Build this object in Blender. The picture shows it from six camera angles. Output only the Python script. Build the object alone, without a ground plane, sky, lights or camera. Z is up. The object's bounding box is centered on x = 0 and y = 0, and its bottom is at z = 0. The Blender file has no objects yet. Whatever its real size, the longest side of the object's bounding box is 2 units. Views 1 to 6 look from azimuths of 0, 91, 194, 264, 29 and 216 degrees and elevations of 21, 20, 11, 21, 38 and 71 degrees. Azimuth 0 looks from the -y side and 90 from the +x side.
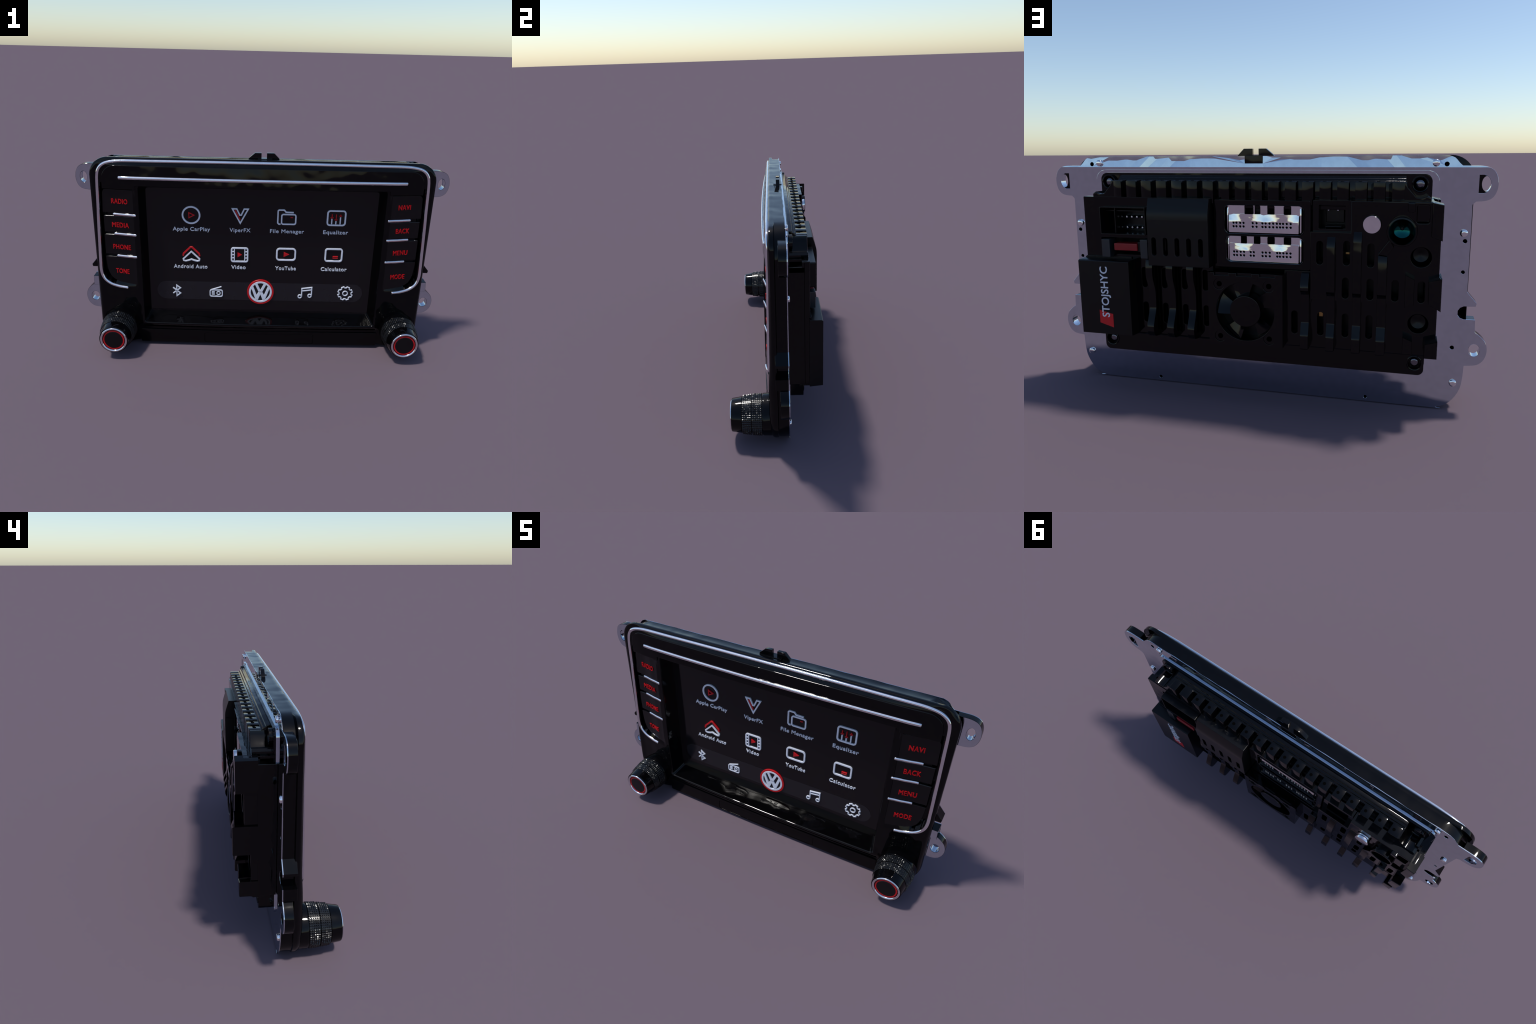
# Car radio / infotainment head unit: glossy black bezel with touch screen, buttons and
# two knobs in front; zinc mounting plate, vented black case, fan and sockets behind.
import bpy, bmesh, math, random
from mathutils import Vector, Matrix

COL = bpy.context.scene.collection
pi, cos, sin = math.pi, math.cos, math.sin


# ----------------------------------------------------------------- materials
def material(name, color, rough=0.1, metal=0.0, wave=0.0, wave_scale=6.0, var=0.0,
             grain=0.0, coat=0.0, spec=0.5):
    m = bpy.data.materials.new(name)
    m.use_nodes = True
    nt = m.node_tree
    b = nt.nodes["Principled BSDF"]
    b.inputs["Base Color"].default_value = (*color, 1)
    b.inputs["Roughness"].default_value = rough
    b.inputs["Metallic"].default_value = metal
    b.inputs["Coat Weight"].default_value = coat
    b.inputs["Specular IOR Level"].default_value = spec
    tc = nt.nodes.new("ShaderNodeTexCoord")
    n = nt.nodes.new("ShaderNodeTexNoise")
    n.inputs["Scale"].default_value = 35
    n.inputs["Detail"].default_value = 4
    nt.links.new(tc.outputs["Object"], n.inputs["Vector"])
    if var > 0:
        r = nt.nodes.new("ShaderNodeValToRGB")
        r.color_ramp.elements[0].position = 0.3
        r.color_ramp.elements[1].position = 0.7
        r.color_ramp.elements[0].color = (*[c * (1 - var) for c in color], 1)
        r.color_ramp.elements[1].color = (*[min(1, c * (1 + var)) for c in color], 1)
        nt.links.new(n.outputs["Fac"], r.inputs["Fac"])
        nt.links.new(r.outputs["Color"], b.inputs["Base Color"])
    if wave > 0 or grain > 0:
        bump = nt.nodes.new("ShaderNodeBump")
        n2 = nt.nodes.new("ShaderNodeTexNoise")
        n2.inputs["Scale"].default_value = wave_scale if wave > 0 else 300
        n2.inputs["Detail"].default_value = 1.0
        nt.links.new(tc.outputs["Object"], n2.inputs["Vector"])
        nt.links.new(n2.outputs["Fac"], bump.inputs["Height"])
        bump.inputs["Strength"].default_value = 1.0
        bump.inputs["Distance"].default_value = wave if wave > 0 else grain
        nt.links.new(bump.outputs["Normal"], b.inputs["Normal"])
    return m


M_BLACK = material("gloss_black_plastic", (0.0012, 0.0011, 0.0014), 0.06, wave=0.005, wave_scale=8, var=0.25, spec=0.24)
M_CASE = material("case_black_plastic", (0.0012, 0.0011, 0.0014), 0.06, wave=0.004, wave_scale=9, var=0.25, spec=0.28)
M_SATIN = material("satin_black_plastic", (0.0022, 0.0021, 0.0026), 0.30, var=0.2, spec=0.28)
M_KNURL = material("knurled_black_rubber", (0.004, 0.004, 0.0045), 0.22, var=0.3)
M_SCREEN = material("screen_glass", (0.0046, 0.0037, 0.0047), 0.10, var=0.05, spec=0.36)
M_DOCK = material("screen_dock_bar", (0.0120, 0.0110, 0.0138), 0.12, var=0.05, spec=0.42)
M_BUTTON = material("button_plastic", (0.0022, 0.0020, 0.0025), 0.12, var=0.15, spec=0.36)
M_ZINC = material("zinc_plated_steel", (0.60, 0.66, 0.74), 0.045, 1.0, wave=0.0006, wave_scale=9, var=0.04)
M_CHROME = material("chrome_trim", (0.83, 0.82, 0.86), 0.06, 1.0, wave=0.0006, wave_scale=30, var=0.03)
M_SCREW = material("dark_screw_steel", (0.16, 0.16, 0.19), 0.12, 1.0, var=0.05)
M_SOCKET = material("bright_nickel", (0.88, 0.88, 0.91), 0.05, 1.0, wave=0.0016, wave_scale=22, var=0.03)
M_WHITE = material("icon_white", (0.66, 0.69, 0.78), 0.35, var=0.03)
M_RED = material("icon_red", (0.50, 0.006, 0.010), 0.35, var=0.05)
M_REDTXT = material("legend_red", (0.42, 0.005, 0.009), 0.5, var=0.05, spec=0.2)
M_FUSE = material("fuse_red", (0.22, 0.004, 0.008), 0.3, var=0.1)
M_SLATE = material("slate_plastic", (0.012, 0.018, 0.023), 0.3, var=0.1)
M_BRASS = material("brass_contact", (0.35, 0.22, 0.08), 0.3, 1.0, var=0.1)
M_VOID = material("hole_shade_black", (0.0004, 0.0004, 0.0005), 0.9, spec=0.05, var=0.2)
M_LENS = material("teal_lens", (0.008, 0.085, 0.080), 0.08, 1.0, var=0.1)


# ----------------------------------------------------------------- helpers
def finish(name, bm, mats, parent=None, angle=38, smooth=True, kind=None, weighted=True):
    me = bpy.data.meshes.new(name)
    bmesh.ops.recalc_face_normals(bm, faces=bm.faces)
    if smooth:
        for f in bm.faces:
            f.smooth = True
        lim = math.radians(angle)
        for e in bm.edges:
            e.smooth = not (len(e.link_faces) == 2 and e.calc_face_angle(0) > lim)
    bm.to_mesh(me)
    bm.free()
    ob = bpy.data.objects.new(name, me)
    for m in (mats if isinstance(mats, (list, tuple)) else [mats]):
        me.materials.append(m)
    COL.objects.link(ob)
    if parent is not None:
        ob.parent = parent
    if kind:
        ob["kind"] = kind
    if smooth and weighted:
        w = ob.modifiers.new("weighted", 'WEIGHTED_NORMAL')
        w.keep_sharp = True
    return ob


def rrect(x0, x1, z0, z1, r=0.01, n=5, rs=None):
    """rounded rectangle, ccw; rs = radii (bl, br, tr, tl)"""
    rs = rs or (r, r, r, r)
    cs = [(x0, z0, 1, 1, pi), (x1, z0, -1, 1, 1.5 * pi), (x1, z1, -1, -1, 0), (x0, z1, 1, -1, .5 * pi)]
    out = []
    for (cx, cz, sx, sz, a0), rr in zip(cs, rs):
        if rr < 1e-5:
            out.append((cx, cz))
            continue
        for i in range(n + 1):
            a = a0 + .5 * pi * i / n
            out.append((cx + sx * rr + rr * cos(a), cz + sz * rr + rr * sin(a)))
    return out


def circle(cx, cz, r, n=28, rz=None):
    rz = rz or r
    return [(cx + r * cos(2 * pi * i / n), cz + rz * sin(2 * pi * i / n)) for i in range(n)]


def slot(cx, z0, z1, w=0.027):
    return rrect(cx - w / 2, cx + w / 2, z0, z1, w / 2 - .0003, 5)


def mirror(pts):
    return [(-x, z) for x, z in reversed(pts)]


def densify(pts, step):
    out = []
    for i, p in enumerate(pts):
        q = pts[(i + 1) % len(pts)]
        n = max(1, int(math.hypot(q[0] - p[0], q[1] - p[1]) / step))
        out += [(p[0] + (q[0] - p[0]) * k / n, p[1] + (q[1] - p[1]) * k / n) for k in range(n)]
    return out


def add_prism(bm, outer, holes, y0, y1, bevel=0.0, seg=2, mat=0, bevel_side=None):
    """fill the outline (with holes) and extrude it from y0 to y1; rims at y1 are bevelled."""
    tmp = bmesh.new()
    edges = []
    for loop in [outer] + list(holes):
        vs = [tmp.verts.new((x, y0, z)) for x, z in loop]
        edges += [tmp.edges.new((vs[i], vs[(i + 1) % len(vs)])) for i in range(len(vs))]
    bmesh.ops.triangle_fill(tmp, use_beauty=True, use_dissolve=False, edges=edges)
    g = bmesh.ops.extrude_face_region(tmp, geom=tmp.faces[:])
    for v in [e for e in g["geom"] if isinstance(e, bmesh.types.BMVert)]:
        v.co.y = y1
    bmesh.ops.recalc_face_normals(tmp, faces=tmp.faces)
    if bevel > 0:
        es = []
        for e in tmp.edges:
            if len(e.link_faces) == 2 and e.calc_face_angle(0) > math.radians(40):
                ys = [v.co.y for v in e.verts]
                if bevel_side == 'all' or all(abs(y - y1) < 1e-6 for y in ys):
                    es.append(e)
        bmesh.ops.bevel(tmp, geom=es, offset=bevel, segments=seg, profile=.5, affect='EDGES',
                        clamp_overlap=True)
    for f in tmp.faces:
        f.material_index = mat
    me = bpy.data.meshes.new("tmp")
    tmp.to_mesh(me)
    tmp.free()
    bm.from_mesh(me)
    bpy.data.meshes.remove(me)


def prism(name, outer, y0, y1, mat, parent=None, holes=(), bevel=0.003, seg=2, bevel_side=None, **k):
    bm = bmesh.new()
    add_prism(bm, outer, holes, y0, y1, bevel, seg, 0, bevel_side)
    return finish(name, bm, mat, parent, **k)


def add_profile_x(bm, poly_yz, x0, x1, bevel=0.0, mat=0):
    """polygon in (y, z) extruded along x"""
    tmp = bmesh.new()
    vs = [tmp.verts.new((x0, y, z)) for y, z in poly_yz]
    f = tmp.faces.new(vs)
    g = bmesh.ops.extrude_face_region(tmp, geom=[f])
    for v in [e for e in g["geom"] if isinstance(e, bmesh.types.BMVert)]:
        v.co.x = x1
    bmesh.ops.recalc_face_normals(tmp, faces=tmp.faces)
    if bevel > 0:
        es = [e for e in tmp.edges if e.calc_face_angle(0) > math.radians(40)]
        bmesh.ops.bevel(tmp, geom=es, offset=bevel, segments=2, profile=.5, affect='EDGES', clamp_overlap=True)
    for f in tmp.faces:
        f.material_index = mat
    me = bpy.data.meshes.new("tmp")
    tmp.to_mesh(me)
    tmp.free()
    bm.from_mesh(me)
    bpy.data.meshes.remove(me)


def profile_x(name, poly, x0, x1, mat, parent=None, bevel=0.003, **k):
    bm = bmesh.new()
    add_profile_x(bm, poly, x0, x1, bevel)
    return finish(name, bm, mat, parent, **k)


def add_box(bm, x0, x1, y0, y1, z0, z1, bevel=0.003, mat=0):
    add_profile_x(bm, [(y0, z0), (y1, z0), (y1, z1), (y0, z1)], x0, x1, bevel, mat)


def box(name, x0, x1, y0, y1, z0, z1, mat, parent=None, bevel=0.003, **k):
    bm = bmesh.new()
    add_box(bm, x0, x1, y0, y1, z0, z1, bevel)
    return finish(name, bm, mat, parent, **k)


def add_lathe(bm, prof, cx, cz, n=40, mat=0, close=True):
    """profile of (radius, y) turned about the y axis through (cx, cz)"""
    rings = []
    for r, y in prof:
        if r < 1e-6:
            rings.append([bm.verts.new((cx, y, cz))])
        else:
            rings.append([bm.verts.new((cx + r * cos(2 * pi * i / n), y, cz + r * sin(2 * pi * i / n)))
                          for i in range(n)])
    for a, b in zip(rings, rings[1:]):
        for i in range(n):
            j = (i + 1) % n
            if len(a) == 1:
                f = bm.faces.new((a[0], b[i], b[j]))
            elif len(b) == 1:
                f = bm.faces.new((a[i], a[j], b[0]))
            else:
                f = bm.faces.new((a[i], a[j], b[j], b[i]))
            f.material_index = mat


def lathe(name, prof, cx, cz, mat, parent=None, n=40, **k):
    bm = bmesh.new()
    add_lathe(bm, prof, cx, cz, n)
    return finish(name, bm, mat, parent, **k)


def smooth_path(ctrl, n=10):
    """Catmull-Rom through the control points (any dimension)"""
    out = []
    P = [ctrl[0]] + list(ctrl) + [ctrl[-1]]
    for i in range(1, len(P) - 2):
        for k in range(n):
            t = k / n
            out.append(tuple(.5 * (2 * P[i][d] + (P[i + 1][d] - P[i - 1][d]) * t
                                   + (2 * P[i - 1][d] - 5 * P[i][d] + 4 * P[i + 1][d] - P[i + 2][d]) * t * t
                                   + (3 * P[i][d] - P[i - 1][d] - 3 * P[i + 1][d] + P[i + 2][d]) * t ** 3)
                             for d in range(len(ctrl[0]))))
    out.append(tuple(ctrl[-1]))
    return out


def offset_line(pts, d, closed):
    out = []
    n = len(pts)
    for i in range(n):
        p = Vector(pts[i])
        a = Vector(pts[i - 1]) if (closed or i > 0) else None
        b = Vector(pts[(i + 1) % n]) if (closed or i < n - 1) else None
        d1 = (p - a).normalized() if a is not None else (b - p).normalized()
        d2 = (b - p).normalized() if b is not None else d1
        n1, n2 = Vector((-d1.y, d1.x)), Vector((-d2.y, d2.x))
        m = n1 + n2
        m = m.normalized() if m.length > 1e-6 else n1
        s = min(2.2, 1 / max(.2, m.dot(n1)))
        q = p + m * d * s
        out.append((q.x, q.y))
    return out


def add_stroke(bm, pts, w, y0, y1, closed=False, bevel=0.0012, mat=0):
    L, R = offset_line(pts, w / 2, closed), offset_line(pts, -w / 2, closed)
    if closed:
        area = sum(pts[i - 1][0] * pts[i][1] - pts[i][0] * pts[i - 1][1] for i in range(len(pts)))
        outer, inner = (R, L) if area > 0 else (L, R)
        add_prism(bm, outer, [inner], y0, y1, bevel, 1, mat)
    else:
        add_prism(bm, L + R[::-1], [], y0, y1, bevel, 1, mat)


# ----------------------------------------------------------------- the thing
root = bpy.data.objects.new("car_head_unit", None)
COL.objects.link(root)
root["label"] = "glossy black car touchscreen radio with two knobs"
root["category"] = "car stereo"


def interp(x, table):
    if x <= table[0][0]:
        return table[0][1]
    for (a, va), (b, vb) in zip(table, table[1:]):
        if x <= b:
            t = (x - a) / (b - a)
            t = t * t * (3 - 2 * t) * .5 + t * .5
            return va + (vb - va) * t
    return table[-1][1]


FRONT_V = [(0, -.036), (.1, -.044), (.2, -.051), (.4, -.056), (.75, -.052), (.95, -.0450), (1.05, -.0385), (1.09, -.029)]


def bow(x):
    return .016 * (1 - (x / .8) ** 2)


def front(x, z):
    """y of the bowed front face"""
    edge = min(1.0, max(0.0, min((.905 - abs(x)) / .05, (1.085 - z) / .06, (z + .01) / .05)))
    y = interp(z, FRONT_V) - bow(x) * edge * edge * (3 - 2 * edge)
    # the face falls back toward its two sides
    y += interp(abs(x), [(.70, 0), (.76, .005), (.82, .012), (.88, .0165), (.91, .0175)]) \
        * interp(z, [(0, .25), (.2, .25), (.33, .55), (.45, 1), (.8, 1), (.95, .7), (1.05, .4)])
    d = min(1.0, max(0.0, (.914 - abs(x)) / .020))          # and rolls into the side walls
    rim = -.026 - .006 * (1 - min(1, z))
    y = rim + (y - rim) * d * (2 - d)
    if abs(x) < .70 and z < .16:          # undercut below the lip of the screen opening
        side = min(1, (.70 - abs(x)) / .03)
        y += side * interp(z, [(.0, .008), (.100, .006), (.112, .006), (.140, -.009), (.16, -.009)])
    return y


WELL_OUT = [(.380, .742), (.386, .790), (.398, .832), (.420, .860), (.458, .874), (.550, .874), (.75, .869), (.93, .862)]


def in_well(x, z):
    """the sunken column that holds the buttons"""
    return .690 < abs(x) < interp(z, WELL_OUT) and .388 < z < .936


def bezel_face(x, z):
    if in_well(x, z):
        return button_face(x, z) + .010 if abs(x) < interp(z, WELL_OUT) - .024 else button_face(x, z) + .028
    return front(x, z)


def button_face(x, z):
    """button tops fall back toward the outer edge"""
    return interp(z, [(.38, -.0605), (.60, -.0560), (.92, -.0515)]) \
        + interp(abs(x), [(.675, 0), (.72, .0085), (.80, .0245), (.83, .0275), (.86, .030)])


# ----------------------------------------------------------------- front bezel
NH, NV, NC = 60, 36, 10


def frame_loop(hx, z0, z1, rb, rt):
    pts = []
    def corner(cx, cz, r, a0):
        for i in range(NC + 1):
            a = a0 + .5 * pi * i / NC
            pts.append((cx + r * cos(a), cz + r * sin(a)))
    def side(a, b, n):
        for i in range(1, n):
            pts.append((a[0] + (b[0] - a[0]) * i / n, a[1] + (b[1] - a[1]) * i / n))
    corner(-hx + rb, z0 + rb, rb, pi)
    side((-hx + rb, z0), (hx - rb, z0), NH)
    corner(hx - rb, z0 + rb, rb, 1.5 * pi)
    side((hx, z0 + rb), (hx, z1 - rt), NV)
    corner(hx - rt, z1 - rt, rt, 0)
    side((hx - rt, z1), (-hx + rt, z1), NH)
    corner(-hx + rt, z1 - rt, rt, .5 * pi)
    side((-hx, z1 - rt), (-hx, z0 + rb), NV)
    return pts


def outer_loop(inset, rt=.097):
    return frame_loop(.916 - inset, inset, 1.091 - inset, .145 - inset, rt - inset)


def opening_loop(t):
    """t=0 front edge of the screen opening, t=1 at the glass"""
    return frame_loop(.660 - .026 * t, .146 + .038 * t, .950 - .030 * t, .014, .014)


bm = bmesh.new()
rings = []


def ring(loop, yf):
    rings.append([bm.verts.new((x, yf(x, z), z)) for x, z in loop])


ring(frame_loop(.9075, .0015, 1.0895, .140, .15), lambda x, z: .047)
ring(frame_loop(.9075, .0015, 1.0895, .140, .15), lambda x, z: -.001)
ring(outer_loop(.000), lambda x, z: -.005)
ring(outer_loop(.000), lambda x, z: -.019)
ring(outer_loop(.0015), lambda x, z: -.0245)
ring(outer_loop(.005), lambda x, z: min(-.026, front(x, z) + .003))
lo, li = outer_loop(.011), opening_loop(0)
STEPS = 44
for s in range(STEPS + 1):
    t = s / STEPS
    ring([(a[0] + (b[0] - a[0]) * t, a[1] + (b[1] - a[1]) * t) for a, b in zip(lo, li)], bezel_face)
ring(opening_loop(.06), lambda x, z: front(x, z) + .002)
ring(opening_loop(.10), lambda x, z: front(x, z) + .007)
ring(opening_loop(1.0), lambda x, z: .030)
for a, b in zip(rings, rings[1:]):
    n = len(a)
    for i in range(n):
        bm.faces.new((a[i], a[(i + 1) % n], b[(i + 1) % n], b[i]))
for v in bm.verts:                       # the lower front edge lifts a little between the knobs
    if v.co.z < .06 and v.co.y < -.004 and abs(v.co.x) < .76:
        v.co.z += .018 * min(1, (.76 - abs(v.co.x)) / .06) * (1 - v.co.z / .06)
bezel = finish("front_bezel", bm, M_BLACK, root, angle=50, weighted=False)


def conform(ob, surface=front):
    """bend a flat-built front part onto the bowed front face"""
    for v in ob.data.vertices:
        v.co.y += surface(v.co.x, v.co.z)
    return ob


# upper raised panel inside the chrome ring
top_out = [(-.672, .926), (-.672, .945), (.672, .945), (.672, .926), (.852, .926)] \
    + rrect(-.852, .852, .926, 1.053, rs=(0, 0, .075, .075), n=8)[2:] + [(-.852, .926)]
conform(prism("upper_trim_panel", densify(top_out, .025), .030, -.005, M_BLACK, bezel, bevel=.004, seg=3))


# lower strip with a little door between the knobs
def strip_y(x):
    return -.048 - .010 * (1 - (x / .8) ** 2)


def strip_part(name, pts, d0, d1, bevel, holes=()):
    ob = prism(name, densify(pts, .03), d0, d1, M_BLACK, bezel, bevel=bevel, holes=[densify(h, .03) for h in holes])
    for v in ob.data.vertices:
        v.co.y += strip_y(v.co.x)
    return ob


door = rrect(-.315, .315, .026, .081, .006, 3)
strip_part("lower_strip", rrect(-.686, .686, .018, .099, .004, 2), .030, 0, .003,
           holes=[rrect(-.3165, .3165, .0245, .0825, .007, 3)])
strip_part("slot_door", door, .02, .0012, .0015)
# ----------------------------------------------------------------- chrome trim


def tube_on_front(name, path, rw, rh, parent, lift=0.0, n=10, caps=True, surface=front):
    """half-oval chrome strip lying on the bowed front; path in (x, z)"""
    bm = bmesh.new()
    rings = []
    if caps:                                      # extra stations so the ends are blunt and rounded
        def toward(p, q, d):
            v = Vector((q[0] - p[0], q[1] - p[1])).normalized() * d
            return (p[0] + v.x, p[1] + v.y)
        path = [path[0], toward(path[0], path[1], .0012), toward(path[0], path[1], .004)] + list(path[1:-1]) \
            + [toward(path[-1], path[-2], .004), toward(path[-1], path[-2], .0012), path[-1]]
    m = len(path)
    for i, (x, z) in enumerate(path):
        a, b = path[max(0, i - 1)], path[min(m - 1, i + 1)]
        t = Vector((b[0] - a[0], b[1] - a[1])).normalized()
        nx, nz = -t.y, t.x
        k = 1.0
        if caps:
            e = min(i, m - 1 - i)
            k = (.62, .88, 1.0)[min(2, e)]
        y0 = surface(x, z) - lift
        rings.append([bm.verts.new((x + nx * rw * k * cos(2 * pi * j / n), y0 + rh * k * sin(2 * pi * j / n),
                                    z + nz * rw * k * cos(2 * pi * j / n))) for j in range(n)])
    for a, b in zip(rings, rings[1:]):
        for j in range(n):
            bm.faces.new((a[j], a[(j + 1) % n], b[(j + 1) % n], b[j]))
    bm.faces.new(rings[0])
    bm.faces.new(rings[-1])
    return finish(name, bm, M_CHROME, parent, angle=60, weighted=False)


half = [(.742, .362), (.790, .368), (.838, .382), (.874, .410), (.889, .455), (.889, .530), (.886, .640), (.883, .740),
        (.879, .850), (.876, .940), (.872, 1.000), (.862, 1.032), (.838, 1.056), (.800, 1.068), (.735, 1.074)]
top = [(x, 1.074 + .002 * (1 - (x / .73) ** 2)) for x in [.6, .45, .3, .15, 0]]
ctrl = half + top
ctrl = ctrl + [(-x, z) for x, z in reversed(ctrl[:-1])]
path = smooth_path(ctrl, 7)
tube_on_front("chrome_surround", path, .0090, .008, bezel, lift=.001, n=12)
tube_on_front("chrome_bar", [(-.760 + 1.52 * i / 60, .988) for i in range(61)], .0095, .007, bezel, lift=.005, n=12)

# ----------------------------------------------------------------- screen
SY = .027
screen = prism("screen", rrect(-.645, .645, .165, .935, .01, 3), .042, SY, M_SCREEN, root, bevel=0)
prism("screen_dock", rrect(-.595, .595, .260, .372, .055, 10), SY + .002, SY - .0012, M_DOCK, screen, bevel=0)
IY0, IY1 = SY + .001, SY - .0075


def icon(name, build, mats=(M_WHITE, M_RED)):
    bm = bmesh.new()
    build(bm)
    return finish(name, bm, list(mats), screen, weighted=False, smooth=False)


def st(bm, pts, w=.0085, closed=False, mat=0):
    add_stroke(bm, pts, w, IY0, IY1, closed, .001, mat)


def pr(bm, pts, holes=(), mat=0, dy=0):
    add_prism(bm, pts, holes, IY0, IY1 + dy, .001, 1, mat)


def play_icon(bm):
    pr(bm, circle(-.390, .772, .0515, 40), [circle(-.390, .772, .0425, 40)])
    st(bm, [(-.402, .786), (-.374, .772), (-.402, .757)], .0055, True, 1)


def v_icon(bm):
    st(bm, [(-.163, .813), (-.119, .732), (-.076, .813), (-.098, .813), (-.114, .778), (-.122, .778), (-.139, .813)],
       .0075, True)
    st(bm, [(-.147, .805), (-.120, .752)], .0065, False, 1)


def folder_icon(bm):
    st(bm, [(.104, .731), (.094, .731), (.088, .738), (.088, .806), (.094, .812), (.122, .812), (.132, .800),
            (.174, .799)], .0075)
    st(bm, rrect(.109, .187, .731, .787, .010, 4), .0075, True)
    st(bm, [(.157, .770), (.171, .770)], .004, False, 1)


def equalizer_icon(bm):
    st(bm, rrect(.362, .460, .731, .813, .014, 4), .0085, True)
    for x, zc in ((.386, .776), (.409, .764), (.433, .786)):
        st(bm, [(x, .737), (x, zc - .008)], .0065)
        st(bm, [(x, .794), (x, zc - .006)], .0045, False, 1)
        st(bm, [(x - .008, zc - .001), (x + .008, zc - .001)], .005, False, 1)


def arrow_icon(bm):
    st(bm, [(-.440, .531), (-.437, .545), (-.398, .584), (-.388, .584), (-.349, .545), (-.346, .531)], .0090, False, 1)
    st(bm, [(-.393, .558), (-.347, .513), (-.349, .504), (-.360, .501), (-.378, .505), (-.393, .511), (-.408, .505),
            (-.426, .501), (-.437, .504), (-.439, .513)], .0080, True)


def film_icon(bm):
    st(bm, rrect(-.166, -.075, .503, .584, .010, 4), .0085, True)
    for x in (-.150, -.091):
        st(bm, [(x, .507), (x, .580)], .0055)
    for x in (-.158, -.083):
        for z in (.525, .544, .563):
            st(bm, [(x - .006, z), (x + .006, z)], .0055)
    pr(bm, [(-.132, .558), (-.132, .530), (-.108, .544)], mat=1)


def tube_icon(bm):
    st(bm, rrect(.090, .194, .518, .586, .016, 5), .0090, True)
    pr(bm, [(.129, .567), (.129, .537), (.160, .552)], mat=1)


def calculator_icon(bm):
    st(bm, rrect(.365, .458, .517, .590, .012, 4), .0090, True)
    for z in (.536, .545):
        st(bm, [(.407, z), (.436, z)], .0045, False, 1)


def bluetooth_icon(bm):
    c = -.482
    st(bm, [(c - .021, .333), (c + .021, .298), (c, .281), (c, .347), (c + .021, .331), (c - .021, .297)], .0065)


def radio_icon(bm):
    st(bm, rrect(-.289, -.218, .282, .322, .009, 4), .0065, True)
    st(bm, [(-.284, .323), (-.223, .344)], .0055)
    pr(bm, circle(-.240, .303, .0125, 20), [circle(-.240, .303, .0070, 20)])
    for z in (.311, .303, .295):
        st(bm, [(-.279, z), (-.262, z)], .0045)


def emblem_icon(bm):
    c, d = .003, .316
    pr(bm, circle(c, d, .0775, 48), [circle(c, d, .0665, 48)], 1, 0.0)
    pr(bm, circle(c, d, .0665, 48), [circle(c, d, .0555, 48)], 0, -.001)
    def q(*p):
        return [(c + x * .0560, d + z * .0560) for x, z in p]
    # upper letter
    pr(bm, q((-.58, .84), (-.34, .96), (0, .20), (.34, .96), (.58, .84), (.17, -.02), (-.17, -.02)), mat=0, dy=-.001)
    # lower letter
    pr(bm, q((-.93, .38), (-.76, .66), (-.38, -.36), (-.16, .06), (.16, .06), (.38, -.36), (.76, .66), (.93, .38),
             (.52, -.80), (.26, -.94), (0, -.28), (-.26, -.94), (-.52, -.80)), mat=0, dy=-.001)


def note_icon(bm):
    for x, z in ((.233, .292), (.290, .297)):
        pr(bm, circle(x, z, .0125, 18), [circle(x, z, .0065, 18)])
    st(bm, [(.2435, .292), (.2435, .342), (.3005, .350), (.3005, .297)], .0065)
    st(bm, [(.2435, .327), (.3005, .335)], .0065)


def gear_icon(bm):
    c, d = .496, .317
    pts = []
    for i in range(8):
        a0 = 2 * pi * (i + .5) / 8
        for da, r in ((-.27, .0350), (-.17, .0425), (.17, .0425), (.27, .0350)):
            pts.append((c + r * cos(a0 + da), d + r * sin(a0 + da)))
    st(bm, pts, .0055, True)
    pr(bm, circle(c, d, .0165, 24), [circle(c, d, .0110, 24)])


for nm, fn in (("play_icon", play_icon), ("letter_icon", v_icon), ("folder_icon", folder_icon),
               ("equalizer_icon", equalizer_icon), ("arrow_icon", arrow_icon), ("film_icon", film_icon),
               ("video_icon", tube_icon), ("calculator_icon", calculator_icon), ("bluetooth_icon", bluetooth_icon),
               ("radio_icon", radio_icon), ("emblem_icon", emblem_icon), ("note_icon", note_icon),
               ("gear_icon", gear_icon)):
    icon(nm, fn)


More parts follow.
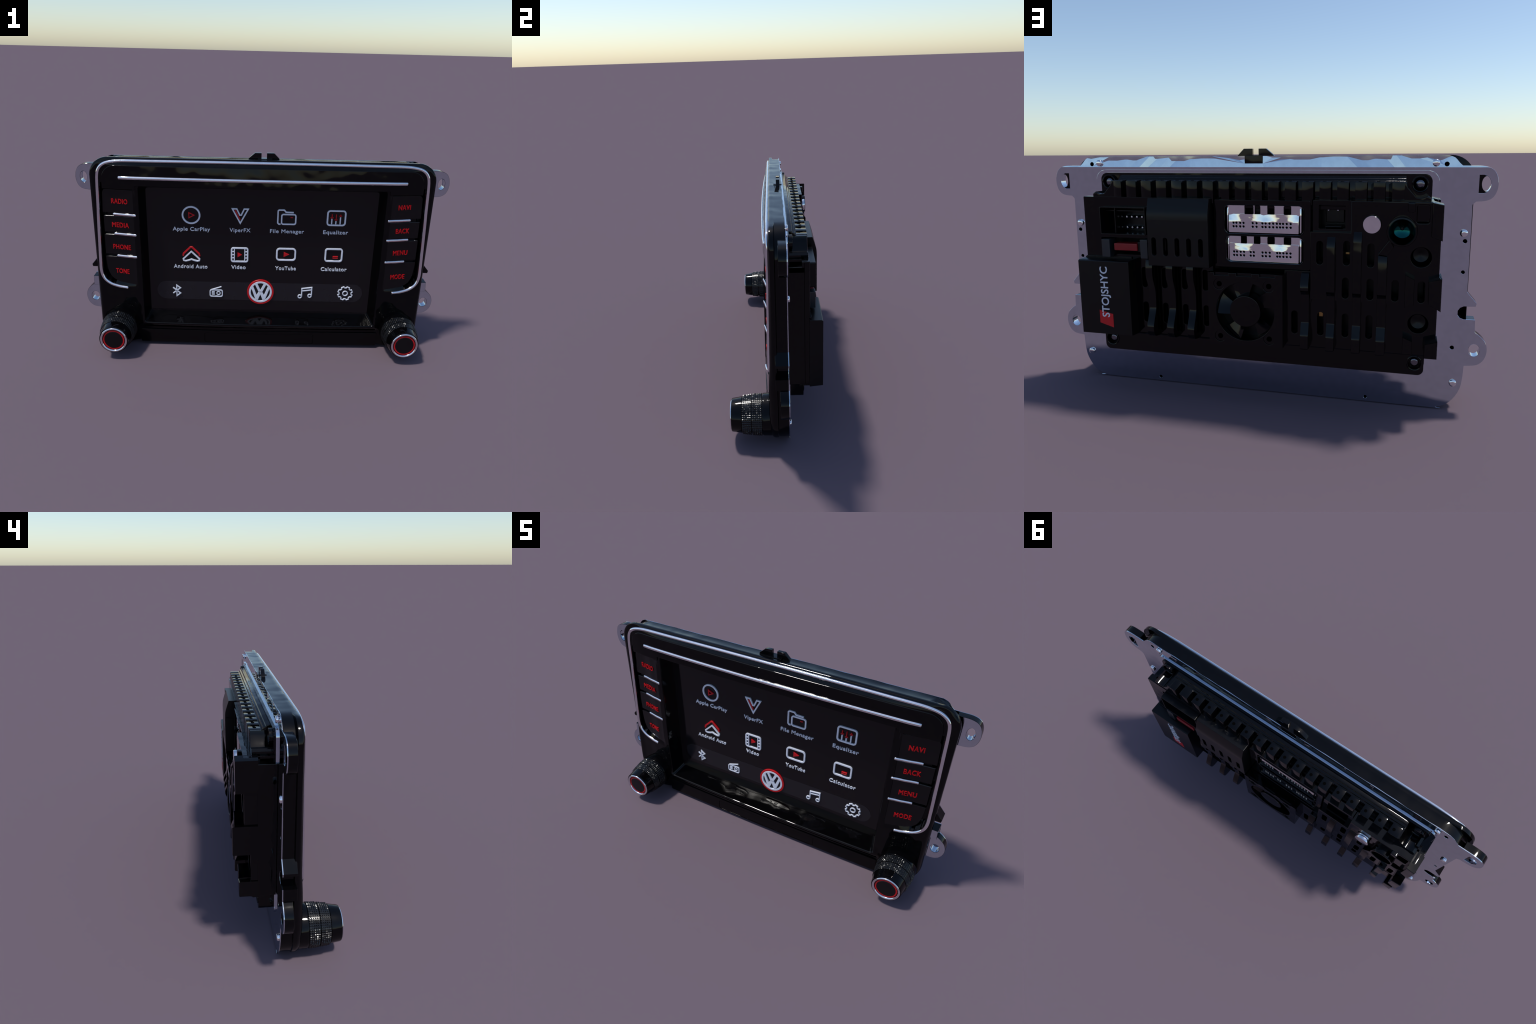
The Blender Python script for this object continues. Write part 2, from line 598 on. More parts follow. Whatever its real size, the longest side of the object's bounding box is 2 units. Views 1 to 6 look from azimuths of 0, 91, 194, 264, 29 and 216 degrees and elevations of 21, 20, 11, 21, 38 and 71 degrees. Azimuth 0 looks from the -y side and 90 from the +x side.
def text_mesh(name, body, mat, parent, to_world, width, cap, depth, weight=0.0, spacing=1.0, double=0.0):
    """built-in font, scaled to width x cap height; to_world maps (u, v, w) to the scene"""
    cu = bpy.data.curves.new(name, 'FONT')
    cu.body = body
    cu.size = 1
    cu.extrude = .5
    cu.offset = weight
    cu.space_character = spacing
    cu.resolution_u = 3
    ob = bpy.data.objects.new(name + "_curve", cu)
    COL.objects.link(ob)
    bpy.context.view_layer.update()
    me = bpy.data.meshes.new_from_object(ob.evaluated_get(bpy.context.evaluated_depsgraph_get()))
    bpy.data.objects.remove(ob)
    me.name = name
    us = [v.co.x for v in me.vertices]
    u0, u1 = min(us), max(us)
    capu = .70                                    # cap height of the built-in font at size 1
    for v in me.vertices:
        u = ((v.co.x - u0) / (u1 - u0) - .5) * width
        vv = v.co.y / capu * cap
        w = (v.co.z + .5) * depth
        v.co = Vector(to_world(u, vv, w))
    if double > 0:                                # heavier strokes: the letters struck twice, a hair apart
        b = bmesh.new()
        b.from_mesh(me)
        half_verts = b.verts[:]
        dup = bmesh.ops.duplicate(b, geom=b.verts[:] + b.edges[:] + b.faces[:])
        for v in half_verts:
            v.co.x -= double
        for v in [g for g in dup["geom"] if isinstance(g, bmesh.types.BMVert)]:
            v.co.x += double
            v.co.y -= .0003
            v.co.z += .0005
        b.to_mesh(me)
        b.free()
    me.materials.clear()
    me.materials.append(mat)
    o = bpy.data.objects.new(name, me)
    COL.objects.link(o)
    o.parent = parent
    return o


for body, cx, z, w in (("Apple CarPlay", -.390, .681, .207), ("ViperFX", -.120, .680, .116),
                       ("File Menager", .1415, .679, .189), ("Equalizer", .4125, .679, .139),
                       ("Android Auto", -.399, .456, .192), ("Video", -.126, .457, .082),
                       ("YouTube", .143, .456, .118), ("Calculator", .4185, .456, .148)):
    text_mesh("icon_caption", body, M_WHITE, screen,
              lambda u, v, d, cx=cx, z=z: (cx + u, SY + .001 - d, z + v), w, .0215, .006, .008, 1.08)

# ----------------------------------------------------------------- buttons
ROWS = [("RADIO", "NAVI", .793, .921, .8445, (-.7635, .089), (.7615, .068)),
        ("MEDIA", "BACK", .681, .776, .7125, (-.7655, .094), (.7655, .076)),
        ("PHONE", "MENU", .553, .670, .5865, (-.7650, .100), (.7670, .082)),
        ("TONE", "MODE", .374, .541, .4440, (-.7700, .077), (.7680, .081))]
for s in (-1, 1):
    for i, (lt, rt, z0, z1, zt, lpos, rpos) in enumerate(ROWS):
        xi0, xi1 = .677 + .012 * (.92 - z0) / .55, .677 + .012 * (.92 - z1) / .55
        xo = .856 + .008 * (1 - abs((z0 + z1) / 2 - .6) / .3)
        if i == 0:
            pts = [(xi0, z0), (xo + .004, z0)] + rrect(.7, xo, .8, z1, .022, 5)[12:18] + [(xi1, z1)]
        elif i < 3:
            pts = [(xi0, z0), (xo, z0), (xo, z1), (xi1, z1)]
        else:
            pts = [(xi0, z0)] + smooth_path([(.735, .376), (.785, .389), (.830, .414), (.852, .455), (.860, .505)], 4) \
                + [(xo + .002, z1), (xi1, z1)]
        if s < 0:
            pts = mirror(pts)
        b = prism("button", densify(pts, .03), .030, 0.0, M_BUTTON, root, bevel=.005, seg=3)
        cut = bmesh.new()
        cut.from_mesh(b.data)
        for k in range(14):                       # cross lines so the face can follow the curve
            bmesh.ops.bisect_plane(cut, geom=cut.verts[:] + cut.edges[:] + cut.faces[:],
                                   plane_co=(s * (.69 + .0125 * k), 0, 0), plane_no=(1, 0, 0))
        cut.to_mesh(b.data)
        cut.free()
        conform(b, button_face)
        body, (cx, w) = (lt, lpos) if s < 0 else (rt, rpos)
        text_mesh("button_legend", body, M_REDTXT, b,
                  lambda u, v, d, cx=cx, zt=zt: (cx + u, button_face(cx + u, zt + v) - d, zt + v), w, .0265,
                  .0035, 0.0, 1.07, .0008)
    for zc, xa, xb in ((.785, .675, .804), (.674, .678, .804), (.547, .682, .797)):
        p = [(s * (xa + (xb - xa) * k / 14), zc) for k in range(15)]
        tube_on_front("chrome_chip", p, .0078, .006, bezel, lift=.0015, n=10, surface=button_face)

# ----------------------------------------------------------------- knobs
KZ = .125


def add_knurl(bm, cx, cz, y0, y1, r0, r1, teeth=60, rows=5):
    """band of small raised pads round the knob"""
    n, m = teeth * 4, rows * 4
    rng = random.Random(7)
    lift = [[.0016 + .0016 * rng.random() for _ in range(teeth)] for _ in range(rows + 1)]
    grid = []
    for j in range(m + 1):
        t = j / m
        y = y0 + (y1 - y0) * t
        rr = r0 + (r1 - r0) * t
        row = []
        for i in range(n):
            up = (i % 4 in (1, 2)) and (j % 4 in (1, 2, 3)) and 0 < j < m
            r = rr + (lift[j // 4][i // 4] if up else 0.0)
            a = 2 * pi * i / n
            row.append(bm.verts.new((cx + r * cos(a), y, cz + r * sin(a))))
        grid.append(row)
    for a, b in zip(grid, grid[1:]):
        for i in range(n):
            bm.faces.new((a[i], a[(i + 1) % n], b[(i + 1) % n], b[i]))
    for edge, rin in ((grid[0], r0 - .006), (grid[-1], r1 - .006)):
        y = edge[0].co.y
        inner = [bm.verts.new((cx + rin * cos(2 * pi * i / n), y, cz + rin * sin(2 * pi * i / n))) for i in range(n)]
        for i in range(n):
            bm.faces.new((edge[i], edge[(i + 1) % n], inner[(i + 1) % n], inner[i]))


for s in (-1, 1):
    cx = s * .800
    knob = lathe("knob", [(.0, -.020), (.100, -.020), (.1015, -.036), (.1005, -.074), (.098, -.079), (.0915, -.080), (.0890, -.132),
                          (.0835, -.178), (.0865, -.181), (.0835, -.200), (.0800, -.224), (.0780, -.229),
                          (.0740, -.2305), (.0730, -.229), (.0620, -.2265), (0, -.2265)], cx, KZ, M_BLACK, root, n=72,
                 angle=35)
    bm = bmesh.new()
    add_knurl(bm, cx, KZ, -.082, -.1290, .0985, .0955)
    finish("knurled_grip", bm, M_KNURL, knob, angle=25, weighted=False)
    bm = bmesh.new()
    add_knurl(bm, cx, KZ, -.1335, -.1775, .0945, .0885)
    finish("knurled_grip", bm, M_KNURL, knob, angle=25, weighted=False)
    lathe("chrome_ring", [(.0735, -.227), (.0730, -.2325), (.0700, -.2355), (.0650, -.2345), (.0615, -.2305), (.0610, -.225)],
          cx, KZ, M_CHROME, knob, n=72, weighted=False, angle=70)
    lathe("red_ring", [(.0575, -.225), (.0575, -.2295), (.0510, -.2295), (.0510, -.225)], cx, KZ, M_RED, knob, n=72)
    lathe("knob_cap", [(.0505, -.225), (.0505, -.2290), (.0490, -.2305), (0, -.2320)], cx, KZ, M_BUTTON, knob, n=72,
          weighted=False)

# ----------------------------------------------------------------- zinc mounting plate
lug_hi = smooth_path([(.862, 1.049), (.900, 1.0485), (.945, 1.047), (.978, 1.034), (.996, 1.004), (.999, .962),
                      (.985, .926), (.958, .910), (.920, .906)], 4)
lug_lo = smooth_path([(.948, .357), (.972, .340), (.992, .316), (1.0, .280), (.990, .240), (.962, .214), (.912, .206)], 4)
right = [(0.0, 1.090), (.808, 1.090)] + smooth_path([(.808, 1.090), (.832, 1.080), (.850, 1.060), (.862, 1.049)], 3)[1:-1] \
    + lug_hi + [(.907, .893), (.908, .530), (.948, .484), (.945, .470), (.898, .468), (.884, .461), (.875, .447),
                (.875, .430), (.884, .417), (.900, .412), (.946, .412)] + lug_lo \
    + smooth_path([(.910, .160), (.902, .105), (.878, .056), (.846, .023), (.806, .006), (.760, .001), (.0, .001)], 4)
left = [(-x, z) for x, z in reversed(right)][1:-1]
notch = [(-.033, 1.090), (-.033, 1.058), (.049, 1.058), (.049, 1.090)]
plate_out = notch[2:] + right[1:] + left + notch[:2]


def lug_hole(s):
    return circle(s * .9565, .977, .0185, 24, .0305)


def dhole(s):
    """oval upper lug hole with a flat inner side"""
    pts = [(.9275, .940), (.9275, 1.012)] + [(.9405 + .0325 * cos(a), .976 + .037 * sin(a))
                                             for a in [1.35 - 2.7 * k / 10 for k in range(11)]]
    pts = [(s * x, z) for x, z in pts]
    return pts if s > 0 else pts[::-1]


holes = []
for s in (-1, 1):
    holes += [dhole(s), circle(s * .9495, .279, .023, 24, .0275)]
    for hx, hz, hr in ((.801, 1.055, .0095), (.887, .744, .0085), (.886, .614, .0075), (.860, .284, .0085), (.500, .021, .0075)):
        holes.append(circle(s * hx, hz, hr, 16))
bm = bmesh.new()
add_prism(bm, densify(plate_out, .05), holes, .0465, .0505, .0008, 1)
geom = bm.verts[:] + bm.edges[:] + bm.faces[:]
bmesh.ops.bisect_plane(bm, geom=geom, plane_co=(0, 0, 1.042), plane_no=(0, 0, 1))
for v in bm.verts:                                   # flat top margin tilted unevenly so it shows patchy sky reflection
    if v.co.z > 1.042 and v.co.y > .049:
        v.co.y -= (v.co.z - 1.042) * (.11 + .025 * sin(v.co.x * 23) + .02 * sin(v.co.x * 57 + 1))
plate = finish("mounting_plate", bm, M_ZINC, root, angle=2)

# lugs, catches and blocks standing in front of the plate: black rims, zinc faces
for s in (-1, 1):
    def side_part(name, pts, hs, y_front, chrome_front=True):
        pts = pts if s > 0 else mirror(pts)
        b = bmesh.new()
        add_prism(b, pts, hs, .0462, y_front, .0012, 1, 0)
        for f in b.faces:
            c = f.calc_center_median()
            inside = any(math.hypot(c.x - sum(p[0] for p in h) / len(h), c.z - sum(p[1] for p in h) / len(h)) < .04
                         and abs(f.normal.y) < .5 for h in hs)
            if (f.normal.y < -.9 and chrome_front) or inside:
                f.material_index = 1
        finish(name, b, [M_BLACK, M_ZINC], plate)
    side_part("mounting_lug", [(.885, 1.0485)] + lug_hi[4:] + [(.885, .906)], [lug_hole(s)], .011)
    side_part("mounting_lug", [(.885, .357)] + lug_lo + [(.885, .206)], [circle(s * .9495, .279, .023, 24, .0275)], .008)
    side_part("side_catch", [(.885, .530), (.908, .530), (.947, .484), (.944, .470), (.885, .470)], [], -.012, False)
    side_part("side_block", [(.885, .357), (.947, .357), (.945, .411), (.885, .411)], [], -.012)
    for rx, rz, rr in ((.759, 1.060, .0150), (.8805, .777, .0160), (.871, .125, .0160)):
        lathe("rivet", [(rr, .049), (rr, .0560), (rr * .88, .0590), (rr * .4, .0602), (0, .0604)], s * rx, rz, M_SOCKET, plate, n=28,
              weighted=False, angle=60)

# top clip
clip = box("top_clip", -.031, .047, .002, .0485, 1.056, 1.0935, M_CASE, root, .002)
for pts in ([(.017, 1.085), (.087, 1.085), (.083, 1.094), (.056, 1.1215), (.017, 1.1215)],
            [(-.082, 1.085), (-.011, 1.085), (-.011, 1.1215), (-.045, 1.1215), (-.078, 1.094)]):
    prism("clip_prong", pts, .016, .036, M_CASE, clip, bevel=.0015, bevel_side='all')

# ----------------------------------------------------------------- rear tray and case
tray = prism("rear_tray", rrect(-.775, .775, .163, 1.030, .045, 8), .0495, .0580, M_ZINC, plate, bevel=.006, seg=3)

case = prism("rear_case", rrect(-.748, .748, .178, 1.016, .030, 6), .050, .0640, M_CASE, root, bevel=.003)
# lower part of the case stands further out and carries the two lower screws
prism("case_rim", rrect(-.744, .744, .176, .330, .026, 6), .060, .1235, M_CASE, case, bevel=.003,
      holes=[circle(s * .706, .229, .030, 28) for s in (-1, 1)])
for s in (-1, 1):
    for x, z, yf, yb in ((.700, .975, .0640, .0790), (.706, .229, .1050, .1265)):
        bm = bmesh.new()
        add_lathe(bm, [(.0335, yf - .004), (.0335, yb), (.031, yb + .001), (.0280, yb), (.0255, yb - .004), (.0255, yf), (0, yf)], s * x, z, 32)
        finish("screw_well", bm, M_CASE, case)
        lathe("case_screw", [(.0190, yf - .002), (.0190, yf + .007), (.0165, yf + .0105), (.009, yf + .0115), (0, yf + .0118)], s * x, z, M_SCREW,
              case, n=28, weighted=False, angle=70)
prism("lower_ledge", rrect(-.650, .650, .198, .300, .003, 2), .11, .1265, M_CASE, case, bevel=.002)

# ribbed heat-sink strip along the top
bm = bmesh.new()
add_profile_x(bm, [(.055, .88), (.1020, .88), (.1020, .9865), (.0950, .9880), (.0930, .9960), (.0840, .9980), (.0810, 1.0050),
                   (.055, 1.0080)], -.645, .638, .0015)
finish("fin_base", bm, M_CASE, case, weighted=False)
FIN = .0727
slot_x = [.585 - FIN * k for k in range(17)]
edges_x = [.634] + slot_x + [-.640]
bm = bmesh.new()
for i in range(len(edges_x) - 1):
    a = edges_x[i] - (.013 if i else 0)
    b = edges_x[i + 1] + (.013 if i < len(edges_x) - 2 else 0)
    hx = (a + b) / 2
    add_prism(bm, rrect(b, a, .890, .986, .002, 2), [], .095, .1515, .002, 1)
finish("cooling_fin", bm, M_CASE, case, weighted=False, angle=60, kind="stuff")
# flat black discs on the fin tops, modelling the shade inside small drain holes
bm = bmesh.new()
for k in range(1, 17, 1):
    x = .585 - FIN * (k + .42)
    tmp = bmesh.new()
    bmesh.ops.create_cone(tmp, cap_ends=True, segments=12, radius1=.0075, radius2=.0075, depth=.004)
    bmesh.ops.transform(tmp, matrix=Matrix.Translation((x, .126, .9858)), verts=tmp.verts)
    me = bpy.data.meshes.new("t"); tmp.to_mesh(me); tmp.free(); bm.from_mesh(me); bpy.data.meshes.remove(me)
finish("drain_hole_dark_disc", bm, M_VOID, case, kind="stuff")
# quarter-round shoulders beside the corner screws
for s in (-1, 1):
    pts = [(.632, .985), (.632, .905), (.742, .905), (.742, .925)] + [(.700 + .05 * cos(a), .975 + .05 * sin(a))
           for a in [-.95 - .9 * k / 6 for k in range(7)]] + [(.652, .965), (.648, .985)]
    pts = pts if s > 0 else mirror(pts)
    prism("corner_shoulder", pts, .055, .1500, M_CASE, case, bevel=.003)

# main body: core and skins with slots
core = prism("case_core", rrect(-.786, .790, .281, .888, .004, 2), .052, .131, M_CASE, case, bevel=.002,
             holes=[rrect(-.774, .778, .293, .884, .004, 2)])
bm = bmesh.new()
add_prism(bm, rrect(-.757, .790, .870, .912, .004, 2), [], .118, .131, .001, 1)
add_box(bm, -.757, .757, .055, .131, .900, .912, .001)
add_box(bm, .776, .790, .060, .131, .860, .885, .001)
finish("case_flange", bm, M_CASE, case)
# circuit board seen darkly through the slots
prism("circuit_board", rrect(-.73, .73, .29, .89, .01, 2), .0645, .0700, M_SATIN, case, bevel=0)
profile_x("case_bottom_wall", [(.10, .281), (.158, .281), (.152, .274), (.10, .274)], -.784, .788, M_CASE, case, .001)

# --- +x panel (socket side), back face at y = .153
left_slots = []
for x in (.5045, .406, .3075, .2085):
    left_slots += [slot(x, .335, .432, .026), slot(x, .500, .595, .026)]
for x in (.4535, .3570, .2595):                  # long openings along one flank of each rib
    left_slots.append(rrect(x - .0300, x - .0170, .300, .610, .004, 2))
prism("socket_panel", rrect(.170, .790, .280, .9125, .004, 2), .128, .1530, M_CASE, case, bevel=.002,
      holes=[rrect(.478, .708, .744, .866, .008, 3), rrect(.474, .712, .650, .727, .004, 2)] + left_slots)
# --- -x panel, upper half y = .187, lower half y = .161
up_slots = [slot(-.3095, .649, .747), slot(-.4195, .650, .751), slot(-.517, .646, .743)] \
    + [slot(x, .510, .598) for x in (-.417, -.5175, -.617, -.7195)]
lo_slots = [slot(x, .334, .437) for x in (-.198, -.3105, -.416, -.5155)]
prism("vent_panel", [(-.785, .498), (-.270, .498), (-.270, .785), (-.435, .785), (-.435, .9125), (-.757, .9125), (-.785, .905)],
      .128, .1870, M_CASE, case, bevel=.0025,
      holes=up_slots + [circle(-.713, .695, .0405, 32), circle(-.636, .7975, .0540, 40), rrect(-.740, -.690, .828, .9025, .010, 3)])
prism("vent_panel", [(-.785, .280), (-.157, .280), (-.157, .500), (-.785, .500)], .128, .1610, M_CASE, case, bevel=.002,
      holes=lo_slots + [circle(-.7125, .414, .0410, 32)])
prism("vent_panel", [(-.272, .479), (-.157, .479), (-.157, .615), (-.272, .615)], .128, .1700, M_CASE, case, bevel=.003)
# square socket block
prism("square_socket", rrect(-.434, -.276, .772, .9125, .005, 2), .128, .1640, M_CASE, case, bevel=.004,
      holes=[rrect(-.410, -.301, .795, .893, .003, 2)])
bm = bmesh.new()
add_box(bm, -.397, -.318, .070, .086, .812, .884, .004)
add_box(bm, -.392, -.324, .070, .140, .798, .804, .002)
finish("socket_insert", bm, M_SATIN, case)
for x in (-.332, -.372):
    lathe("socket_pin", [(.0060, .080), (.0060, .104), (.004, .107), (0, .108)], x, .868, M_ZINC, case, n=14, weighted=False)

# vent ribs: profile in (y, z), standing proud of the panels
def rib_profile(ztop, y_up, tall=True):
    p = [(.15, .276), (.2140, .284), (.2165, .292), (.2150, .340), (.2100, .352), (.1930, .394), (.1915, .402), (.1915, .512)]
    if tall:
        p += [(.1930, .522), (y_up, .540), (y_up, ztop - .042), (.1880, ztop)]
    else:
        p += [(.1850, .524), (.1950, .545), (.1950, ztop - .034), (.1720, ztop)]
    return p + [(.15, ztop)]


for x0, x1, zt, yu, tall in ((-.2670, -.2320, .610, .213, True), (-.3750, -.3405, .766, .2130, True),
                             (-.4820, -.4475, .790, .2120, True), (-.5830, -.5465, .712, .2120, True)):
    profile_x("vent_rib", rib_profile(zt, yu, tall), x0, x1, M_CASE, case, .0025)
# bent upper ends of two ribs
prism("vent_rib", [(-.5465, .705), (-.5830, .700), (-.6070, .735), (-.590, .765)][::-1], .18, .2110, M_CASE, case, bevel=.0025)
# curved ribs on the socket side
for xc in (.4535, .3570, .2595):
    poly = [(.14, .276), (.190, .284)] + smooth_path([(.206, .290), (.2165, .312), (.2180, .335), (.2080, .362), (.190, .400), (.184, .425),
            (.183, .470), (.186, .500), (.196, .530), (.206, .560), (.208, .600), (.200, .640)], 3) + [(.14, .640)]
    profile_x("vent_rib", poly, xc - .0165, xc + .0165, M_CASE, case, .0025)

# vertical tabs at the -x edge
def tab(x0, x1, za, zb, zc, zd, y1, base=.13):
    """za/zb bottom z at x0/x1, zc/zd top z at x0/x1; top faces slope outward"""
    b = bmesh.new()
    add_prism(b, [(x0, za), (x1, zb), (x1, zd), (x0, zc)], [], base, y1, .004, 2)
    finish("edge_tab", b, M_CASE, case)


tab(-.789, -.747, .766, .782, .905, .914, .2220)
tab(-.794, -.745, .490, .519, .622, .608, .2370)
tab(-.691, -.655, .508, .496, .612, .630, .2230)
tab(-.790, -.740, .285, .285, .358, .345, .2120)
tab(-.691, -.653, .296, .296, .352, .368, .2080)
box("edge_bar", -.684, -.655, .13, .204, .874, .911, M_CASE, case, .005)
box("edge_bar", -.745, -.690, .13, .150, .83, .90, M_CASE, case, .003)

# round aerial button and lens ring
lathe("aerial_socket", [(.0335, .18), (.0335, .190), (.0315, .1925), (.0360, .1935), (.0362, .2060), (.0345, .2085), (0, .2090)], -.5195, .8225,
      M_SOCKET, case, n=40, weighted=False, angle=45)
ringob = lathe("lens_ring", [(.0590, .18), (.0590, .2120), (.0570, .2170), (.0510, .2180), (.0490, .2150), (.0485, .110), (0, .110)],
               -.6360, .7975, M_CASE, case, n=48)
lathe("lens", [(.0482, .198), (.0460, .180), (.0430, .150), (.0360, .132), (.0190, .124), (0, .122)], -.6360, .7975, M_LENS,
      ringob, n=48, weighted=False)
lathe("lens_pin", [(.0080, .118), (.0080, .150), (.005, .154), (0, .1545)], -.6360, .8030, M_SATIN, ringob, n=20)
# brass contacts glimpsed through two slots
box("contact", -.318, -.301, .128, .138, .412, .434, M_BRASS, case, .001)
box("contact", -.428, -.412, .128, .150, .690, .698, M_BRASS, case, .001)

# cross bolt details inside the two round openings
for z in (.695, .414):
    lathe("round_plug", [(.0400, .070), (.0400, .118), (.030, .128), (.010, .122), (0, .122)], -.713, z, M_SATIN, case, n=32)

# ----------------------------------------------------------------- twin nickel connectors
prism("connector_block", rrect(-.266, .156, .615, .908, .006, 2), .128, .1600, M_CASE, case, bevel=.004,
      holes=[rrect(-.236, .108, .764, .885, .022, 5), rrect(-.235, .104, .640, .753, .022, 5)])
bm = bmesh.new()
for z0, z1, x0, x1 in ((.764, .885, -.236, .108), (.640, .753, -.235, .104)):
    add_prism(bm, rrect(x0 - .004, x1 + .004, z0 - .004, z1 + .004, .025, 5), [rrect(x0, x1, z0, z1, .022, 5)],
              .155, .1640, .0025, 2)
finish("connector_frame", bm, M_CASE, case)
rows = [[.073, .060, .043, .028, -.013, -.030, -.056, -.070, -.087, -.103, -.119, -.133, -.146, -.162, -.179],
        [.073, .060, .043, .028, -.002, -.016, -.055, -.070, -.087, -.120, -.132, -.147, -.162, -.178]]
for (zf0, zf1, ztop), xs in zip(((.767, .847, .884), (.641, .7195, .752)), rows):
    pins = []
    for x in xs:
        for z in (zf0 + .026, zf0 + .0415):
            pins.append(circle(x, z, .0050, 10))
    bm = bmesh.new()
    add_prism(bm, rrect(-.2135, .094, zf0, zf1, .002, 2), pins, .128, .1485, .001, 1)
    zm = zf0 + .047
    for dz in (0, .008, .016, .024):
        bmesh.ops.bisect_plane(bm, geom=bm.verts[:] + bm.edges[:] + bm.faces[:], plane_co=(0, 0, zm + dz), plane_no=(0, 0, 1))
    for kx in range(12):
        bmesh.ops.bisect_plane(bm, geom=bm.verts[:] + bm.edges[:] + bm.faces[:], plane_co=(-.19 + kx * .026, 0, 0), plane_no=(1, 0, 0))
    for v in bm.verts:  # upper face bent back in ripples to shape the wavy sky reflection
        if v.co.z > zm and v.co.y > .14:
            v.co.y -= (v.co.z - zm) * (.09 + .07 * sin(v.co.x * 40 + zf0 * 30)) 
    # bent top flange behind with windows
    wins = ((-.180, -.149), (-.108, -.077), (-.046, -.021), (-.016, .024)) if zf0 > .7 else \
        ((-.180, -.149), (-.108, -.077), (-.045, -.0157), (.0156, .0425))
    add_prism(bm, rrect(-.226, .101, zf1 - .006, ztop, .004, 2),
              [rrect(a, b, zf1 + .001, ztop - .002, .002, 1) for a, b in wins], .125, .1440, .001, 1)
    add_box(bm, -.2255, -.219, .128, .150, zf0 + .004, ztop - .01, .001)
    add_box(bm, .0965, .1010, .128, .150, zf0 + .004, ztop - .01, .001)
    finish("connector", bm, M_SOCKET, case, angle=30, weighted=False)

# multi-pin socket and fuse
sock = prism("pin_socket", rrect(.470, .6935, .7450, .8700, .006, 3), .066, .1860, M_SATIN, case, bevel=.001,
             holes=[rrect(.4745, .6890, .7495, .8655, .004, 3)])
box("socket_divider", .6360, .6410, .066, .150, .748, .867, M_SATIN, sock, .001)
box("socket_shelf", .474, .6890, .066, .140, .846, .851, M_SATIN, sock, .001)
bm = bmesh.new()
for i in range(6):
    for z in (.8175, .7685):
        x = .6280 - .0255 * i
        add_lathe(bm, [(.0060, .065), (.0060, .1050), (.0040, .1075), (0, .1080)], x, z, 12)
finish("contact_pin", bm, M_ZINC, sock, kind="stuff", weighted=False)
box("fuse", .516, .630, .13, .1860, .674, .7065, M_FUSE, case, .003)
box("fuse_holder", .496, .518, .13, .1780, .668, .714, M_SATIN, case, .003)
box("fuse_clip", .652, .6930, .13, .1860, .640, .7230, M_SLATE, case, .003)
box("fuse_clip", .466, .5020, .13, .1850, .640, .7260, M_SLATE, case, .003)

# sloping vented cover beside the socket
cov = [(.153, .9115), (.190, .9120)] + smooth_path([(.190, .9120), (.2020, .876), (.2100, .846), (.2120, .815)], 4)[1:] \
    + [(.2065, .617), (.153, .617)]
cover_slots = [(.2030 + .0545 * i) for i in range(5)]
bm = bmesh.new()
add_prism(bm, rrect(.167, .450, .617, .818, .001, 1), [slot(x, .662, .742, .021) for x in cover_slots], .19, .2120, .0015, 1)
add_profile_x(bm, [(.14, .617), (.2100, .617), (.2100, .640), (.15, .640)], .168, .449, 0)
add_profile_x(bm, [(.14, .80)] + [(y, z) for y, z in reversed(cov[1:-2])] + [(.14, .9115)], .167, .450, .0015)
add_profile_x(bm, [(.14, .617), (.210, .617), (.210, .82), (.14, .82)], .1675, .1765, 0)
add_profile_x(bm, [(.14, .617), (.210, .617), (.210, .82), (.14, .82)], .4405, .4495, 0)
finish("vented_cover", bm, M_SATIN, case, angle=30)

# ----------------------------------------------------------------- bracket box with lettering
bm = bmesh.new()
add_profile_x(bm, [(.1525, .630), (.2060, .630), (.2130, .625), (.2140, .283), (.1500, .276), (.1500, .636)], .549, .8015, .0035)
bracket = finish("label_box", bm, M_SATIN, case)
box("box_rim", .5600, .7900, .150, .1600, .625, .641, M_SATIN, bracket, .002)
bm = bmesh.new()
add_prism(bm, [(.7075, .397), (.6400, .381), (.6400, .317), (.7080, .337)][::-1], [], .2120, .2150, .0003, 1)
finish("red_patch", bm, M_RED, bracket)
text_mesh("box_lettering", "STOJSHYC", M_WHITE, bracket,
          lambda u, v, d: (.6570 + v, .2140 + d, .4835 + u), .236, .0365, .0022, .010, 1.0)

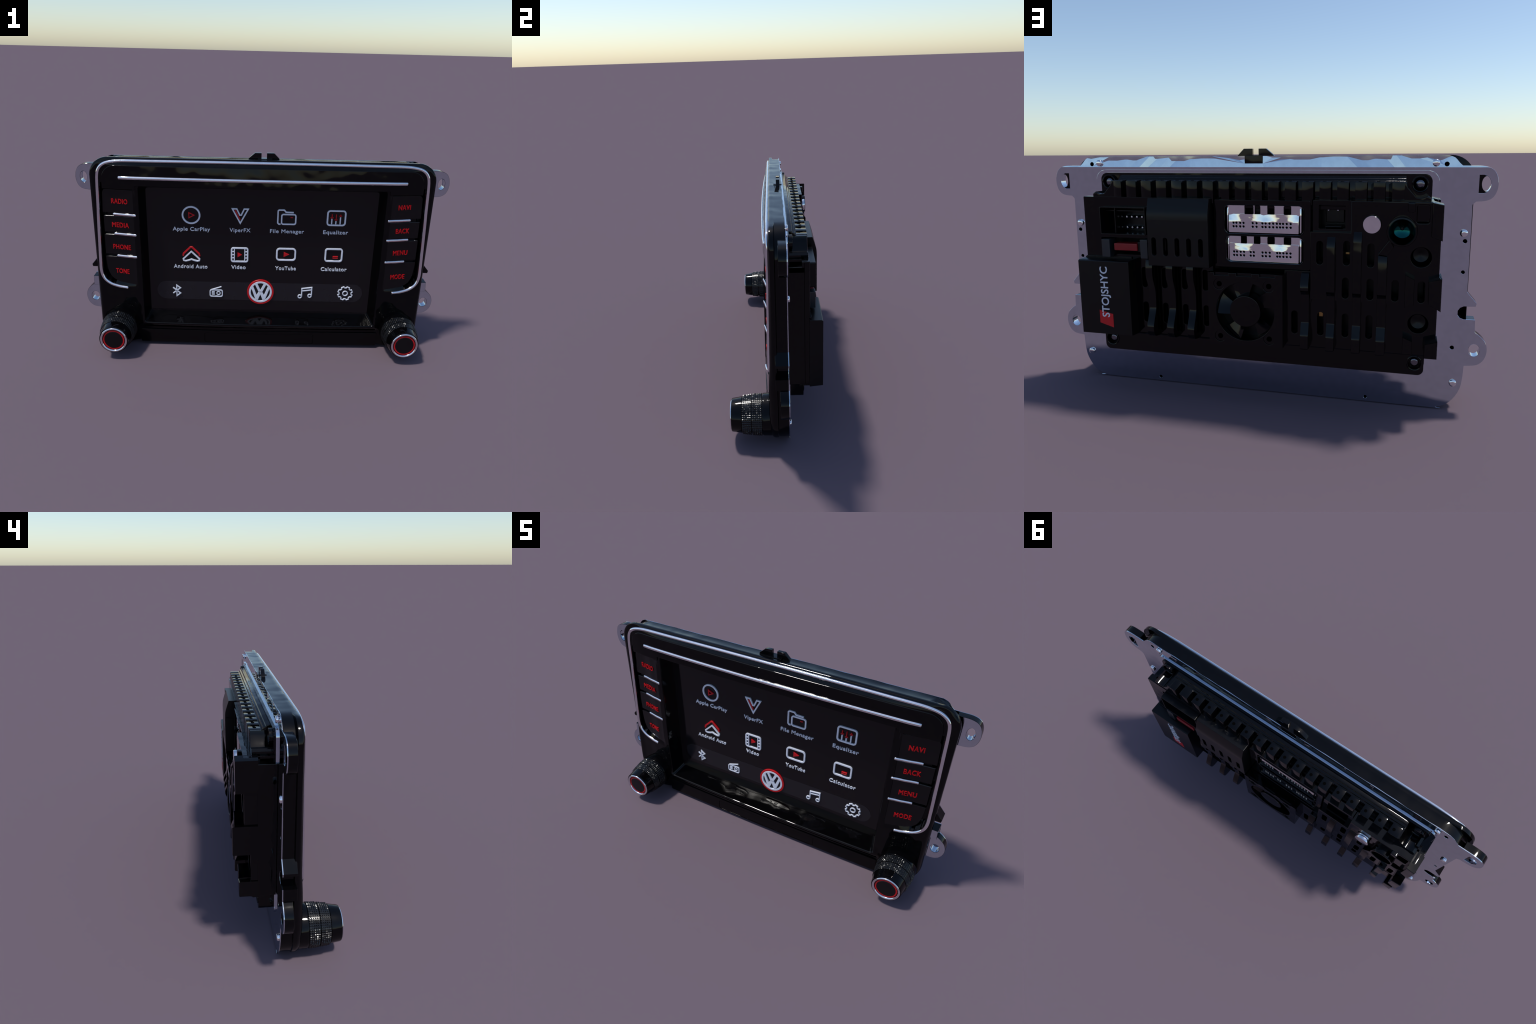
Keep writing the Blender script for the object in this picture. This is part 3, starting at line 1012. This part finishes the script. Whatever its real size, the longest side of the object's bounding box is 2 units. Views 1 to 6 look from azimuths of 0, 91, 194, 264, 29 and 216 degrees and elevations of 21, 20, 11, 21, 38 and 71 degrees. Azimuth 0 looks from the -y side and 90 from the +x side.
# ----------------------------------------------------------------- cooling fan
FX, FZ = .0095, .4320
notches = [(-.124, -.057), (-.021, .045), (.081, .145)]
fan_out = [(-.1575, .280), (.1750, .276), (.1750, .600)]
for a, b in reversed(notches):
    fan_out += [(b, .600), (b, .5885), (a, .5885), (a, .600)]
fan_out += [(-.1575, .600)]
wells = [(.1240, .5500), (-.0965, .5490), (.1240, .3150), (-.0970, .3160)]
fan = prism("fan_housing", fan_out, .128, .2105, M_CASE, case, bevel=.002,
            holes=[circle(FX, FZ, .1300, 64)] + [circle(x, z, .0245, 28) for x, z in wells])
box("fan_top", -.150, .168, .128, .201, .560, .5995, M_CASE, fan, .001)
for x, z in wells:
    lathe("fan_screw", [(.0243, .15), (.0243, .2065), (.0120, .2065), (.0105, .196), (.0105, .165), (.004, .168), (0, .170)], x, z, M_CASE, fan, n=28)
lathe("fan_hub", [(.0700, .140), (.0700, .2020), (.0680, .2060), (.0650, .2070), (0, .2070)], FX, FZ, M_CASE, fan, n=56)
lathe("fan_floor", [(.1310, .1320), (0, .1320)], FX, FZ, M_SATIN, fan, n=48)
bm = bmesh.new()
for k in range(5):
    a0 = 2 * pi * k / 5 + 1.03
    grid = []
    for i in range(7):
        r = .066 + .061 * i / 6
        row = []
        for j in range(6):
            t = j / 5
            a = a0 + .10 * i / 6 + t * .68
            y = .2010 - .028 * t - .004 * sin(pi * t)
            row.append((FX + r * cos(a), y, FZ + r * sin(a)))
        grid.append(row)
    top_v = [[bm.verts.new(p) for p in row] for row in grid]
    bot_v = [[bm.verts.new((p[0], p[1] - .004, p[2])) for p in row] for row in grid]
    for vv in (top_v, bot_v):
        for i in range(6):
            for j in range(5):
                bm.faces.new((vv[i][j], vv[i + 1][j], vv[i + 1][j + 1], vv[i][j + 1]))
    rim = [(i, 0) for i in range(7)] + [(6, j) for j in range(1, 6)] + [(i, 5) for i in range(5, -1, -1)] + [(0, j) for j in range(4, 0, -1)]
    for p, q in zip(rim, rim[1:] + rim[:1]):
        bm.faces.new((top_v[p[0]][p[1]], top_v[q[0]][q[1]], bot_v[q[0]][q[1]], bot_v[p[0]][p[1]]))
finish("fan_blade", bm, M_CASE, fan, weighted=False)
